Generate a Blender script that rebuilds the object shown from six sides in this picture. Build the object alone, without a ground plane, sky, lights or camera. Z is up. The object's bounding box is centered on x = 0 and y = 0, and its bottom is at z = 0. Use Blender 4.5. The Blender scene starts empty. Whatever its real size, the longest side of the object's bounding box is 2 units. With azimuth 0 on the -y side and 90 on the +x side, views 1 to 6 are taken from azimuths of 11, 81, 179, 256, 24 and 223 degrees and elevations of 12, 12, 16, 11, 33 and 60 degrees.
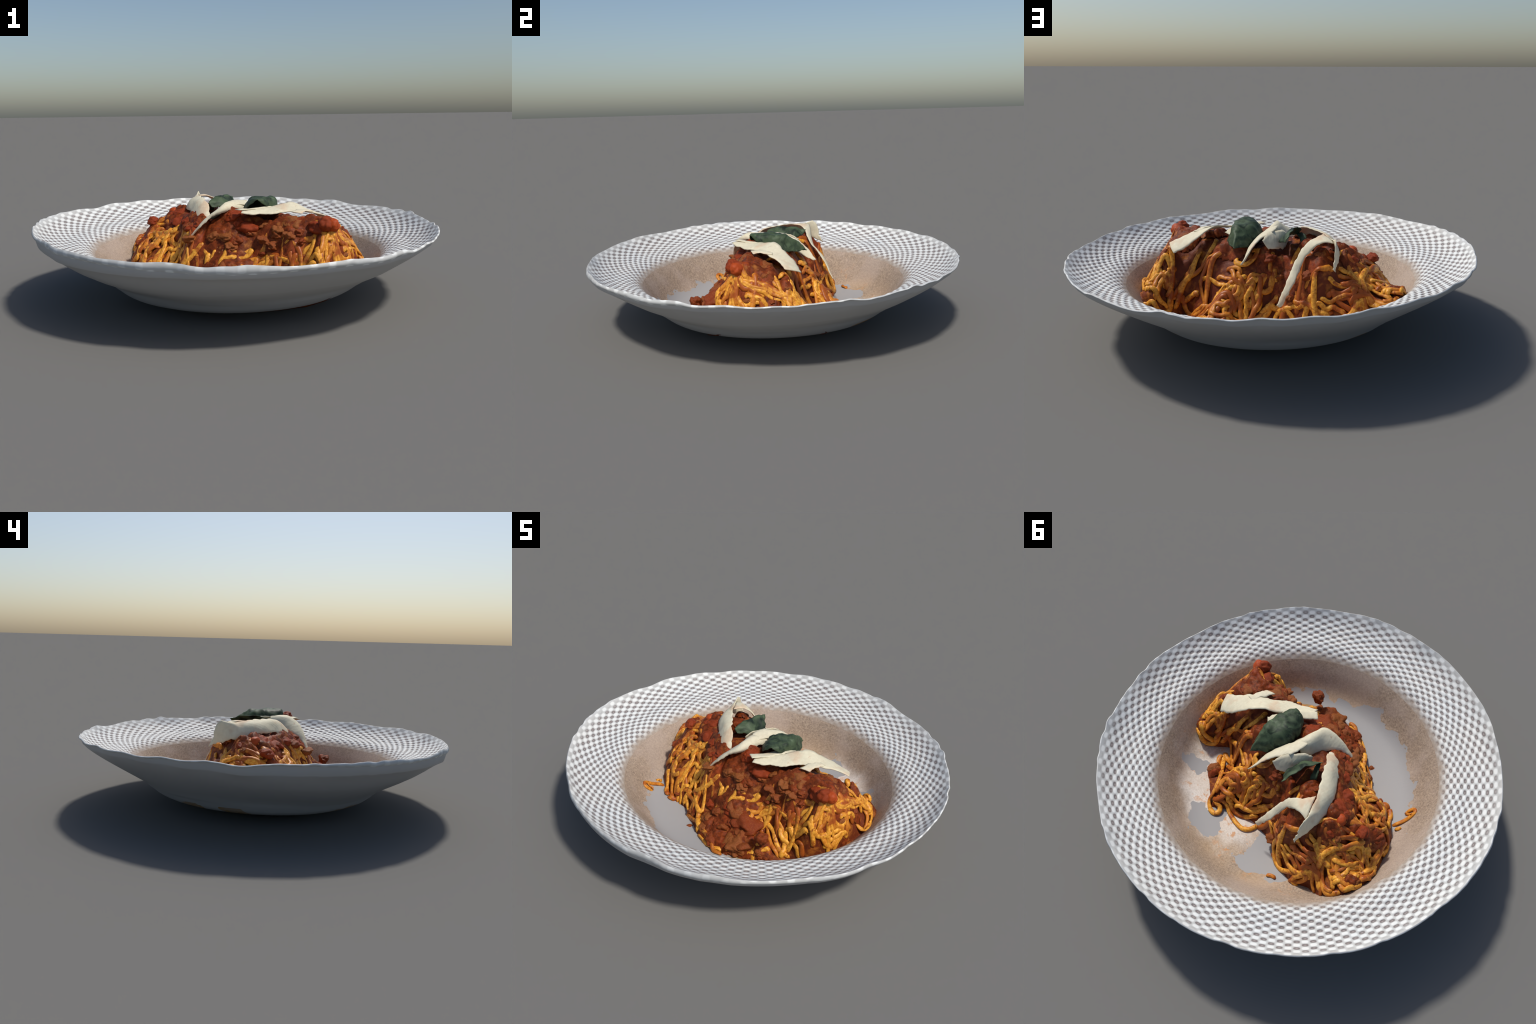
import bpy, math, random
import numpy as np
from mathutils import noise, Vector

rng = random.Random(7)
PI = math.pi
RC = (.004, -.005)         # centre of the woven rings and of the well
TILT = (-.0190, .0060)     # the scanned rim leans a little
# profile of the inside of the plate: (radius, height)
INNER = [(0, .030), (.30, .030), (.42, .037), (.50, .051), (.56, .064), (.60, .085), (.628, .116), (.655, .158),
         (.685, .202), (.715, .238), (.738, .258), (.768, .275), (.80, .285), (.83, .289), (.86, .2935), (.888, .304),
         (.92, .3165), (.952, .3345), (.98, .354), (1.0, .370)]


def foot_lean(x, y, low):
    """the foot of the plate leans, and is shallower on its sunny side"""
    a = np.arctan2(y, x)
    return low * ((-.005 * x + .02 * y) + .007 * np.clip(np.cos(a + .55), 0, 1)) * np.minimum(1, np.hypot(x, y) / .45)


def plate_height(x, y):
    x, y = np.asarray(x, float), np.asarray(y, float)
    P = np.array(INNER)
    r = np.hypot(x - RC[0], y - RC[1])
    z = np.interp(r, P[:, 0], P[:, 1])
    return z + (TILT[0] * x + TILT[1] * y) * np.minimum(1, z / .37) + foot_lean(x, y, np.clip((.67 - r) / .1, 0, 1))


# ---------------------------------------------------------------- the heap of pasta, as a height rule
FOOT = [(-.57, -.08), (-.524, -.135), (-.419, -.20), (-.313, -.25), (-.168, -.395), (-.044, -.48), (.058, -.492),
        (.185, -.476), (.263, -.45), (.36, -.40), (.45, -.385), (.54, -.33), (.61, -.22), (.655, -.08), (.67, .03),
        (.645, .11), (.572, .155), (.50, .115), (.44, .06), (.395, .10), (.40, .17), (.45, .235), (.34, .33), (.26, .40), (.19, .345),
        (.08, .315), (0, .315), (-.1, .33), (-.154, .375), (-.226, .415), (-.325, .44), (-.417, .41), (-.503, .43), (-.595, .37), (-.64, .24), (-.635, .14),
        (-.60, .03), (-.585, -.03)]
# points where the height of the heap is known: (x, y, z)
HEIGHTS = [(-.49, .10, .33), (-.37, .15, .412), (-.24, -.09, .36), (-.02, -.126, .462),
           (0, -.237, .315), (.198, -.208, .395), (.30, -.26, .367), (.50, -.25, .425), (.418, -.274, .335),
           (.447, -.352, .32), (.53, -.02, .376), (.32, .06, .311), (.32, .152, .125), (.575, .15, .24),
           (.65, .02, .157), (.231, -.287, .215), (.072, -.266, .24), (.083, -.333, .19), (.114, -.416, .12), (.24, -.44, .10),
           (-.198, -.212, .25), (-.344, -.078, .275), (-.281, -.11, .25), (-.423, -.144, .207), (-.41, -.02, .285),
           (-.419, .271, .304), (-.546, .059, .235), (-.52, -.06, .20), (-.47, 0, .26), (-.55, 0, .23), (-.403, .185, .40), (.517, .125, .11),
           (.296, .077, .345), (.157, .142, .345), (.012, .136, .39), (.225, .231, .215), (.035, .172, .325),
           (.102, .243, .165), (.165, .265, .125), (-.028, .179, .244), (.033, .242, .13), (.279, .285, .135), (.26, .16, .19),
           (-.407, .393, .196), (-.368, .343, .285), (-.635, .159, .18), (-.571, .226, .22), (-.166, .243, .385),
           (-.215, .323, .37), (-.14, .14, .425), (-.142, -.034, .43), (-.22, -.047, .418), (-.186, -.182, .335), (-.108, -.177, .35),
           (.07, -.1, .43), (.2, -.1, .39), (.35, -.15, .425),
           (.45, -.12, .40), (.42, 0, .31), (0, 0, .415), (-.34, .29, .33), (-.08, .08, .395), (-.25, .08, .40), (-.33, .02, .37),
           (-.5, .28, .27), (-.55, .31, .26), (.55, -.15, .325), (.6, -.08, .23), (.35, -.34, .15), (.03, -.4, .10), (.17, -.33, .12), (.16, -.27, .22), (-.08, -.35, .12),
           (-.14, -.28, .12), (.42, .22, .08), (.33, .21, .10), (.37, .15, .07), (.12, .30, .08), (0, .28, .08), (.2, .32, .11), (-.09, .27, .22), (-.25, .39, .10)]


def foot_distance(x, y):
    """signed distance to the outline of the heap, positive inside"""
    P = np.array(FOOT)
    Q = np.roll(P, -1, 0)
    x, y = np.asarray(x, float), np.asarray(y, float)
    best = np.full(x.shape, 9.)
    inside = np.zeros(x.shape, bool)
    for (ax, ay), (bx, by) in zip(P, Q):
        t = np.clip(((x - ax) * (bx - ax) + (y - ay) * (by - ay)) / ((bx - ax) ** 2 + (by - ay) ** 2), 0, 1)
        best = np.minimum(best, np.hypot(x - ax - t * (bx - ax), y - ay - t * (by - ay)))
        cross = ((ay > y) != (by > y)) & (x < (bx - ax) * (y - ay) / (by - ay + 1e-12) + ax)
        inside ^= cross
    return np.where(inside, best, -best)


def foot_points(step=.045):
    out = []
    for (ax, ay), (bx, by) in zip(FOOT, FOOT[1:] + FOOT[:1]):
        n = max(1, int(math.hypot(bx - ax, by - ay) / step))
        out += [(ax + (bx - ax) * i / n, ay + (by - ay) * i / n) for i in range(n)]
    return np.array(out)


# a taut skin through the known heights and the foot: sum of cones centred on every known point
_F = foot_points()
_K = np.vstack([np.array(HEIGHTS), np.column_stack([_F, plate_height(_F[:, 0], _F[:, 1]) + .03])])
_D = np.hypot(_K[:, None, 0] - _K[None, :, 0], _K[:, None, 1] - _K[None, :, 1])
_W = np.linalg.solve(np.sqrt(_D ** 2 + .012 ** 2) - np.eye(len(_K)) * .006, _K[:, 2] - .25)


def mound_height(x, y):
    x, y = np.asarray(x, float), np.asarray(y, float)
    h = np.full(x.shape, .25)
    for (kx, ky, _), w in zip(_K, _W):
        h = h + w * np.sqrt((x - kx) ** 2 + (y - ky) ** 2 + .012 ** 2)
    b = plate_height(x, y)
    d = foot_distance(x, y)
    t = np.clip(d / .022, 0, 1)
    return b + np.clip(h - b, .012, .46) * np.sqrt(t * (2 - t))

def catmull(P, n, closed=False):
    """n points evenly spaced along a smooth curve through P"""
    P = np.array(P, float)
    if len(P) == 2:
        P = np.array([P[0], (P[0] + P[1]) / 2, P[1]])
    A = np.vstack([2 * P[0] - P[1], P, 2 * P[-1] - P[-2]])
    out = []
    for i in range(len(P) - 1):
        p0, p1, p2, p3 = A[i:i + 4]
        t = np.linspace(0, 1, 14, endpoint=False)[:, None]
        out.append(.5 * (2 * p1 + (p2 - p0) * t + (2 * p0 - 5 * p1 + 4 * p2 - p3) * t ** 2 + (3 * p1 - p0 - 3 * p2 + p3) * t ** 3))
    C = np.vstack(out + [P[-1:]])
    s = np.r_[0, np.cumsum(np.linalg.norm(np.diff(C, axis=0), axis=1))]
    u = np.linspace(0, s[-1], n)
    return np.stack([np.interp(u, s, C[:, k]) for k in range(C.shape[1])], 1)


def make_mesh(name, V, F, mat=None, smooth=True):
    me = bpy.data.meshes.new(name)
    me.from_pydata([tuple(v) for v in V], [], F)
    if smooth:
        me.polygons.foreach_set("use_smooth", [True] * len(me.polygons))
    if mat:
        me.materials.append(mat)
    me.update()
    return me


def add(name, mesh, parent=None):
    ob = bpy.data.objects.new(name, mesh)
    bpy.context.scene.collection.objects.link(ob)
    if parent:
        ob.parent = parent
    return ob


def grid_faces(nu, nv, wrap=False):
    F = []
    for j in range(nv - 1):
        for i in range(nu if wrap else nu - 1):
            k = (i + 1) % nu
            F.append((j * nu + i, j * nu + k, (j + 1) * nu + k, (j + 1) * nu + i))
    return F


def fbm(p, s, octaves=3, seed=0.):
    return noise.fractal(Vector((p[0] * s + seed, p[1] * s - seed, p[2] * s + 2 * seed)), 1., 2., octaves, noise_basis='PERLIN_ORIGINAL')


# ---------------------------------------------------------------- node helpers
class Nodes:
    def __init__(self, name, rough=.5, spec=.4):
        self.mat = bpy.data.materials.new(name)
        self.mat.use_nodes = True
        self.t = self.mat.node_tree
        self.bsdf = self.t.nodes["Principled BSDF"]
        self.bsdf.inputs["Roughness"].default_value = rough
        self.bsdf.inputs["Specular IOR Level"].default_value = spec
        self.co = self.t.nodes.new("ShaderNodeTexCoord").outputs["Object"]

    def put(self, sock, v):
        if isinstance(v, bpy.types.NodeSocket):
            self.t.links.new(v, sock)
        elif isinstance(v, tuple) and len(v) == 3 and sock.type == 'RGBA':
            sock.default_value = (*v, 1)
        else:
            sock.default_value = v

    def m(self, op, a, b=0., c=0., clamp=False):
        n = self.t.nodes.new("ShaderNodeMath")
        n.operation, n.use_clamp = op, clamp
        for s, v in zip(n.inputs, (a, b, c)):
            self.put(s, v)
        return n.outputs[0]

    def mix(self, f, a, b, kind='MIX'):
        n = self.t.nodes.new("ShaderNodeMix")
        n.data_type, n.blend_type = 'RGBA', kind
        self.put(n.inputs["Factor"], f)
        self.put(n.inputs["A"] if False else n.inputs[6], a)
        self.put(n.inputs[7], b)
        return n.outputs[2]

    def step(self, v, lo, hi):
        n = self.t.nodes.new("ShaderNodeMapRange")
        n.interpolation_type = 'SMOOTHSTEP'
        self.put(n.inputs[0], v)
        n.inputs[1].default_value, n.inputs[2].default_value = lo, hi
        return n.outputs[0]

    def noise(self, scale, detail=4., rough=.55, dist=0., vec=None):
        n = self.t.nodes.new("ShaderNodeTexNoise")
        self.put(n.inputs["Vector"], vec or self.co)
        n.inputs["Scale"].default_value, n.inputs["Detail"].default_value = scale, detail
        n.inputs["Roughness"].default_value, n.inputs["Distortion"].default_value = rough, dist
        return n.outputs[0]

    def voronoi(self, scale, feature='F1', vec=None):
        n = self.t.nodes.new("ShaderNodeTexVoronoi")
        n.feature = feature
        self.put(n.inputs["Vector"], vec or self.co)
        n.inputs["Scale"].default_value = scale
        return n.outputs[0]

    def scaled(self, sx, sy, sz, rot=(0, 0, 0)):
        n = self.t.nodes.new("ShaderNodeMapping")
        self.put(n.inputs[0], self.co)
        n.inputs["Scale"].default_value = (sx, sy, sz)
        n.inputs["Rotation"].default_value = rot
        return n.outputs[0]

    def xyz(self):
        n = self.t.nodes.new("ShaderNodeSeparateXYZ")
        self.put(n.inputs[0], self.co)
        return n.outputs

    def ellipse(self, x, y, cx, cy, rx, ry, rot=0.):
        """0 at the centre, 1 on the outline"""
        c, s = math.cos(rot), math.sin(rot)
        dx, dy = self.m('SUBTRACT', x, cx), self.m('SUBTRACT', y, cy)
        u = self.m('ADD', self.m('MULTIPLY', dx, c / rx), self.m('MULTIPLY', dy, s / rx))
        v = self.m('ADD', self.m('MULTIPLY', dx, -s / ry), self.m('MULTIPLY', dy, c / ry))
        return self.m('SQRT', self.m('ADD', self.m('MULTIPLY', u, u), self.m('MULTIPLY', v, v)))

    def done(self, colour, bump=None, strength=.3, distance=.004, rough=None):
        self.put(self.bsdf.inputs["Base Color"], colour)
        if rough is not None:
            self.put(self.bsdf.inputs["Roughness"], rough)
        if bump is not None:
            b = self.t.nodes.new("ShaderNodeBump")
            b.inputs["Strength"].default_value, b.inputs["Distance"].default_value = strength, distance
            self.put(b.inputs["Height"], bump)
            self.put(self.bsdf.inputs["Normal"], b.outputs[0])
        return self.mat


# ---------------------------------------------------------------- materials
ROWS0, ROWSTEP, COUNT = .7345, .0166, 80


def glazed_rim():
    k = Nodes("woven_white_glaze", .55, .2)
    x, y, z = k.xyz()
    dx, dy = k.m('SUBTRACT', x, RC[0]), k.m('SUBTRACT', y, RC[1])
    r = k.m('SQRT', k.m('ADD', k.m('MULTIPLY', dx, dx), k.m('MULTIPLY', dy, dy)))
    wob = k.m('MULTIPLY', k.m('SUBTRACT', k.noise(9.), .5), .008)
    row = k.m('DIVIDE', k.m('SUBTRACT', k.m('ADD', r, wob), ROWS0), ROWSTEP)
    a = k.m('ARCTAN2', dy, dx)
    s = k.m('MULTIPLY', k.m('COSINE', k.m('MULTIPLY', row, PI)), k.m('COSINE', k.m('MULTIPLY', a, COUNT)))
    dimple = k.step(s, -.08, -.52)
    knob = k.step(s, -.05, .6)
    white = k.mix(knob, (.53, .525, .505), (.755, .755, .73))
    core = k.mix(k.noise(60.), (.13, .11, .105), (.25, .205, .195))
    core = k.mix(k.m('MULTIPLY', k.step(s, -.80, -.97), .5), core, (.42, .36, .34))
    # the woven relief is worn and blurred towards the outer edge and the well
    ex = k.m('SQRT', k.m('ADD', k.m('MULTIPLY', x, x), k.m('MULTIPLY', y, y)))
    fade = k.m('MULTIPLY', k.step(r, .705, .745), k.step(r, .992, .955))
    body = k.mix(k.m('MULTIPLY', k.m('MULTIPLY', dimple, fade), .92), white, core)
    body = k.mix(k.step(r, .985, 1.01), body, k.mix(k.noise(14.), (.46, .47, .48), (.66, .67, .67)))
    tint = k.mix(k.noise(5., 2.), (.93, .97, 1.), (1., .98, .95))
    body = k.mix(1., body, tint, 'MULTIPLY')
    # warm stoneware glaze of the well creeps up between the knobs
    warm = k.step(k.m('ADD', r, k.m('MULTIPLY', k.m('SUBTRACT', k.noise(22.), .5), .05)), .765, .705)
    tan = k.mix(k.noise(70., 6., .7), (.22, .168, .128), (.47, .37, .28))
    body = k.mix(warm, body, tan)
    return k.done(body)


def well_glaze():
    k = Nodes("tan_stoneware_glaze", .6, .15)
    x, y, z = k.xyz()
    dx, dy = k.m('SUBTRACT', x, RC[0]), k.m('SUBTRACT', y, RC[1])
    r = k.m('SQRT', k.m('ADD', k.m('MULTIPLY', dx, dx), k.m('MULTIPLY', dy, dy)))
    grain = k.step(k.noise(95., 6., .8), .30, .70)
    cloud = k.noise(4., 3.)
    tan = k.mix(grain, (.21, .158, .12), (.49, .38, .28))
    tan = k.mix(k.m('MULTIPLY', k.step(cloud, .42, .62), .5), tan, (.46, .37, .31))
    # pale glaze pooled on the floor, crisp missing patches of grey bare clay
    n1 = k.m('MULTIPLY', k.m('SUBTRACT', k.noise(7., 3.), .5), .9)
    n2 = k.m('MULTIPLY', k.m('SUBTRACT', k.noise(9., 3.), .5), .36)
    pool = k.step(k.m('ADD', k.ellipse(x, y, .27, .30, .34, .24, -.5), n1), 1.1, .55)
    tan = k.mix(pool, tan, k.mix(grain, (.60, .55, .49), (.80, .77, .73)))
    warm = k.m('MULTIPLY', k.m('MULTIPLY', k.step(r, .70, .58), k.step(k.noise(2.5, 2.), .42, .62)), .28)  # orange glow low on the bowl wall, tinted into the tan
    tan = k.mix(warm, tan, (.54, .345, .165))
    stain = k.m('MULTIPLY', k.step(k.noise(24., 5., .7), .54, .63), k.step(k.m('ADD', k.ellipse(x, y, .1, .25, .50, .28, -.3), n1), 1.2, .7))
    tan = k.mix(k.m('MULTIPLY', stain, .75), tan, (.55, .24, .07))
    bare = k.m('LESS_THAN', k.m('ADD', k.ellipse(x, y, -.005, -.04, .575, .58), n2), 1.)
    keep = k.m('LESS_THAN', k.m('ADD', k.ellipse(x, y, .27, .33, .36, .215, -.62), k.m('MULTIPLY', n2, 2.)), 1.)
    bare = k.m('MULTIPLY', bare, k.m('SUBTRACT', 1., keep))
    for e in ((.225, .475, .125, .06, -.25), (.49, .262, .062, .05, .3), (.20, .40, .05, .10, .3)):
        bare = k.m('MAXIMUM', bare, k.m('LESS_THAN', k.m('ADD', k.ellipse(x, y, *e), k.m('MULTIPLY', k.m('SUBTRACT', k.noise(15., 2., .6), .5), 3.2)), 1.))
    grey = k.mix(k.noise(3.), (.325, .325, .328), (.37, .357, .345))
    return k.done(k.mix(bare, tan, grey), grain, .12, .003)


def bare_clay():
    k = Nodes("pale_grey_glaze", .6, .15)
    c = k.mix(k.noise(3.), (.44, .445, .45), (.50, .49, .475))
    x, y, z = k.xyz()
    # tan and orange stains where the filling shows through around the foot
    wob = k.m('MULTIPLY', k.m('SUBTRACT', k.noise(9., 3.), .5), 1.8)
    stain = k.mix(k.step(k.noise(14., 4.), .40, .60), (.40, .24, .09), (.40, .30, .22))
    low = k.m('LESS_THAN', z, .10)
    for e in ((.22, -.47, .13, .05, .35), (-.02, -.44, .17, .06, -.1), (-.50, .24, .05, .10, .4), (-.45, -.28, .07, .13, .5), (.44, .36, .06, .10, .7), (-.36, .44, .09, .05, .6)):
        spot = k.m('MULTIPLY', low, k.m('LESS_THAN', k.m('ADD', k.ellipse(x, y, *e), wob), 1.))
        c = k.mix(spot, c, stain)
    return k.done(c, k.noise(9.), .1, .004)


def noodle_stuff():
    k = Nodes("sauce_coated_pasta", .42, .26)
    n = k.t.nodes.new("ShaderNodeObjectInfo")
    rnd = n.outputs["Random"]
    big = k.noise(10., 4., .6, .4)
    fine = k.noise(70., 5., .65)
    c = k.mix(k.step(fine, .28, .68), (.50, .165, .013), (.88, .43, .055))  # noise spread from brown to bright yellow, painting shadows and highlights onto the strands
    c = k.mix(k.m('MULTIPLY', k.step(rnd, .45, .70), .65), c, k.mix(fine, (.36, .080, .009), (.58, .18, .018)))
    c = k.mix(k.m('MULTIPLY', k.step(rnd, .84, .93), .75), c, k.mix(fine, (.17, .030, .006), (.38, .080, .012)))
    c = k.mix(k.step(k.m('ADD', big, k.m('MULTIPLY', rnd, .10)), .53, .68), c, k.mix(fine, (.22, .036, .007), (.46, .12, .015)))
    c = k.mix(k.m('MULTIPLY', k.step(k.noise(30., 4., .6, .8), .58, .68), .85), c, (.25, .045, .009))
    return k.done(c, fine, .12, .002)


def crevice_shade_stuff():
    k = Nodes("sauce_darkened_as_crevice_shade", .5, .16)
    a = k.noise(16., 5., .6, .5)
    b = k.noise(55., 6., .7)
    c = k.mix(b, (.075, .014, .006), (.20, .042, .012))  # core sauce coloured extra dark to paint the shadowed gaps between noodles
    c = k.mix(k.step(a, .50, .66), c, k.mix(b, (.22, .055, .012), (.42, .14, .022)))
    return k.done(c, b, .5, .006)


def sauce_stuff():
    k = Nodes("tomato_meat_sauce", .5, .14)
    a = k.noise(10., 5., .6, .5)
    b = k.step(k.noise(42., 6., .72), .32, .68)
    v = k.voronoi(30.)
    c = k.mix(b, (.075, .014, .004), (.23, .045, .010))
    c = k.mix(k.step(a, .50, .66), c, k.mix(b, (.16, .022, .006), (.33, .062, .014)))
    c = k.mix(k.m('MULTIPLY', k.step(k.noise(19., 4., .6), .54, .68), .8), c, k.mix(b, (.17, .040, .010), (.42, .155, .035)))
    c = k.mix(k.m('MULTIPLY', k.step(v, .14, .05), .4), c, (.55, .27, .12))
    return k.done(c, k.m('ADD', b, v), .22, .005)


def meat_stuff():
    k = Nodes("browned_mince", .5, .16)
    n = k.t.nodes.new("ShaderNodeObjectInfo")
    a = k.noise(14., 5., .65, .6)
    b = k.step(k.noise(48., 6., .72), .32, .68)
    c = k.mix(b, (.10, .024, .007), (.40, .135, .034))
    red = k.mix(b, (.11, .017, .005), (.29, .052, .012))
    c = k.mix(k.step(k.m('ADD', a, k.m('MULTIPLY', k.m('SUBTRACT', n.outputs["Random"], .5), .25)), .44, .58), c, red)
    return k.done(c, b, .3, .004)


def tomato_stuff():
    k = Nodes("stewed_tomato_red", .5, .16)
    b = k.step(k.noise(34., 5., .65), .3, .7)
    c = k.mix(b, (.14, .017, .005), (.34, .056, .012))
    return k.done(c, b, .3, .004)


def carrot_stuff():
    k = Nodes("soft_carrot_orange", .5, .2)
    return k.done(k.mix(k.noise(30., 4.), (.30, .038, .008), (.44, .075, .012)), k.noise(40.), .2, .003)


def cheese_stuff():
    k = Nodes("aged_hard_cheese", .6, .15)
    x, y, z = k.xyz()
    w = k.t.nodes.new("ShaderNodeTexWave")
    k.put(w.inputs["Vector"], k.co)
    w.inputs["Scale"].default_value, w.inputs["Distortion"].default_value = 22., 9.
    b = k.noise(55., 4.)
    c = k.mix(b, (.58, .52, .37), (.77, .71, .53))
    c = k.mix(k.m('MULTIPLY', k.step(k.noise(9., 3.), .52, .68), .55), c, (.58, .36, .22))
    c = k.mix(k.m('MULTIPLY', k.step(k.noise(24., 5., .7), .64, .72), .45), c, (.45, .14, .05))
    return k.done(c, k.m('ADD', k.m('MULTIPLY', w.outputs[1], .5), b), .14, .003)


def leaf_stuff():
    k = Nodes("dark_basil_green", .55, .2)
    a = k.noise(14., 5., .6, 1.2)
    c = k.mix(k.step(a, .3, .7), (.010, .018, .012), (.072, .105, .055))
    c = k.mix(k.m('MULTIPLY', k.step(k.noise(30., 5., .6), .58, .72), .5), c, (.15, .20, .12))
    return k.done(c, a, .35, .005)


M_RIM, M_WELL, M_CLAY = glazed_rim(), well_glaze(), bare_clay()
M_NOODLE, M_SAUCE, M_MEAT, M_TOMATO, M_CREVICE_SHADE = noodle_stuff(), sauce_stuff(), meat_stuff(), tomato_stuff(), crevice_shade_stuff()
M_CARROT, M_CHEESE, M_LEAF = carrot_stuff(), cheese_stuff(), leaf_stuff()

# ---------------------------------------------------------------- the plate
OUTER = [(.985, .340), (.90, .2795), (.80, .2144), (.70, .1506), (.655, .116), (.628, .094), (.60, .070), (.56, .052), (.50, .041), (.42, .024), (.385, .010), (.35, .006), (0, .003)]
NA = 960


def edge_chip(a):
    """ragged outline of the rim: (radius change, height change, lip thickness)"""
    p = Vector((math.cos(a) * 2, math.sin(a) * 2, 0))
    big = noise.noise(p * .45 + Vector((3.3, 1.2, .4)))
    mid = noise.noise(p * 1.3 + Vector((.3, 5.2, 2.1)))
    fine = noise.noise(p * 3.4 + Vector((8.1, .2, 1.3)))
    tiny = noise.noise(p * 9 + Vector((2.2, 4.1, 1.7)))
    front = max(0., math.cos(a + PI / 2 + .15))          # the -y side carries a thick rolled lip
    chip = max(0., fine - .2) + .2 * max(0., tiny - .3)
    return (.006 * big + .009 * mid - .024 * chip * (1 - .4 * front) + .010 * tiny * max(0, mid + .1) + .005, .008 * mid + .012 * fine + .018 * tiny * max(0, mid + .05), front * (.75 + .9 * mid + .5 * fine))


def lathe(profile, name, mat, sub, relief=False, outer=False):
    """surface of revolution, eased from the ring centre to the rim centre"""
    prof = []
    for (r0, z0), (r1, z1) in zip(profile[:-1], profile[1:]):
        n = max(1, int(math.hypot(r1 - r0, z1 - z0) / sub))
        for i in range(n):
            t = i / n
            prof.append((r0 + (r1 - r0) * t, z0 + (z1 - z0) * t))
    prof.append(profile[-1])
    pr = np.array(prof)
    # round the corners of the profile
    for _ in range(6 if not outer else 3):
        pr[1:-1] = .25 * pr[:-2] + .5 * pr[1:-1] + .25 * pr[2:]
    na = NA if relief else NA // 4 * 2
    A = np.linspace(0, 2 * PI, na, endpoint=False)
    chips = np.array([edge_chip(a) for a in A])
    V = []
    for r, z in pr:
        w = np.clip((r - .72) / .27, 0, 1)
        w = w * w * (3 - 2 * w)
        cx, cy = RC[0] * (1 - w), RC[1] * (1 - w)
        ew = np.clip((r - .93) / .07, 0, 1) ** 1.5
        rr = r + ew * (chips[:, 0] - .011) - (.006 * (np.cos(A) ** 2) * w)
        x, y = cx + rr * np.cos(A), cy + rr * np.sin(A) - .004 * w
        zz = z + ew * chips[:, 1] + (TILT[0] * x + TILT[1] * y) * min(1, z / .37)
        if not outer:
            zz = zz + foot_lean(x, y, np.clip((.67 - r) / .1, 0, 1))
        if outer:
            low = np.clip((.95 - r) / .35, 0, 1)
            zz = z + ew * chips[:, 1] + (TILT[0] * x + TILT[1] * y) * (1 - low) + foot_lean(x, y, low)
            # a fuller belly towards -x -y, a hollower one on the sunny side
            belly = np.clip((r - .66) / .2, 0, 1)
            zz = zz - .024 * belly * np.clip(np.cos(A + 2.5), 0, 1) + .010 * np.clip((r - .36) / .1, 0, 1) * np.clip((.80 - r) / .12, 0, 1) * np.clip(np.cos(A + 1.0) + .4, 0, 1)
            zz = zz - ew * .020 * np.clip(chips[:, 2], 0, 1.3) + .003 * np.sin(5 * A + r * 9) * (r > .66)
        if relief and .70 < r < .995:
            ra = np.hypot(x - RC[0], y - RC[1])
            ang = np.arctan2(y - RC[1], x - RC[0])
            s = np.cos(PI * (ra - ROWS0) / ROWSTEP) * np.cos(COUNT * ang)
            fade = np.clip((ra - .715) / .03, 0, 1) * np.clip((.96 - ra) / .06, 0, 1)
            zz = zz + fade * (.0022 * np.clip(s, -1, 1) - .0016 * np.clip((-s - .3) / .5, 0, 1))
        V.append(np.stack([x, y, zz], 1))
    if relief:          # the edge rolls over into a drooping lip, thickest towards -y
        droop = .010 + .026 * np.clip(chips[:, 2], 0, 1.3)
        top = V[-1]
        out = top[:, :2] / np.linalg.norm(top[:, :2], axis=1)[:, None]
        for t, o in ((.25, .004), (.6, .006), (1., .001)):
            V.append(np.column_stack([top[:, :2] + out * (o - .012 * max(0, t - .6)), top[:, 2] - droop * t]))
    return V, na


plate = bpy.data.objects.new("soup_plate", None)
bpy.context.scene.collection.objects.link(plate)
plate["label"] = "round white stoneware soup plate with woven dimpled rim"
plate["category"] = "soup plate"

cut = next(i for i, p in enumerate(INNER) if p[0] >= .70)
Vw, na = lathe(INNER[:cut + 1], "well", M_WELL, .012)
Vr, nr = lathe(INNER[cut:], "rim", M_RIM, .0021, relief=True)


def ring_normals(rows):
    """vertex normals of stacked rings, shared where two parts meet"""
    cnt = [len(r) for r in rows]
    n = max(cnt)
    G = np.stack([np.repeat(r, n // len(r), 0) if len(r) < n else r for r in rows])
    sm = np.stack([np.stack([np.interp(np.arange(n), np.arange(0, n, n // len(r)), np.r_[r][:, k], period=n) for k in range(3)], 1) for r in rows])
    du = np.roll(sm, -1, 1) - np.roll(sm, 1, 1)
    dv = np.gradient(sm, axis=0)
    # uneven ring spacing: use the mean slope of the two sides
    N = np.cross(du, dv)
    N /= np.linalg.norm(N, axis=2)[:, :, None] + 1e-12
    return [N[i][::n // c] for i, c in enumerate(cnt)]


NRM = ring_normals(Vw[1:] + Vr[1:])
ow = add("well", make_mesh("well", np.vstack(Vw[1:]), grid_faces(na, len(Vw) - 1, True) + [tuple(range(na - 1, -1, -1))], M_WELL), plate)
orim = add("rim", make_mesh("rim", np.vstack(Vr), grid_faces(nr, len(Vr), True), M_RIM), plate)
_nw = np.vstack(NRM[:len(Vw) - 1])
_nr = np.vstack([NRM[len(Vw) - 2][np.arange(NA) * na // NA % na]] + NRM[len(Vw) - 1:])
ow.data.normals_split_custom_set_from_vertices([tuple(v) for v in _nw])
orim.data.normals_split_custom_set_from_vertices([tuple(v) for v in _nr])
Vo, no = lathe(OUTER, "underside", M_CLAY, .012, outer=True)
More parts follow.
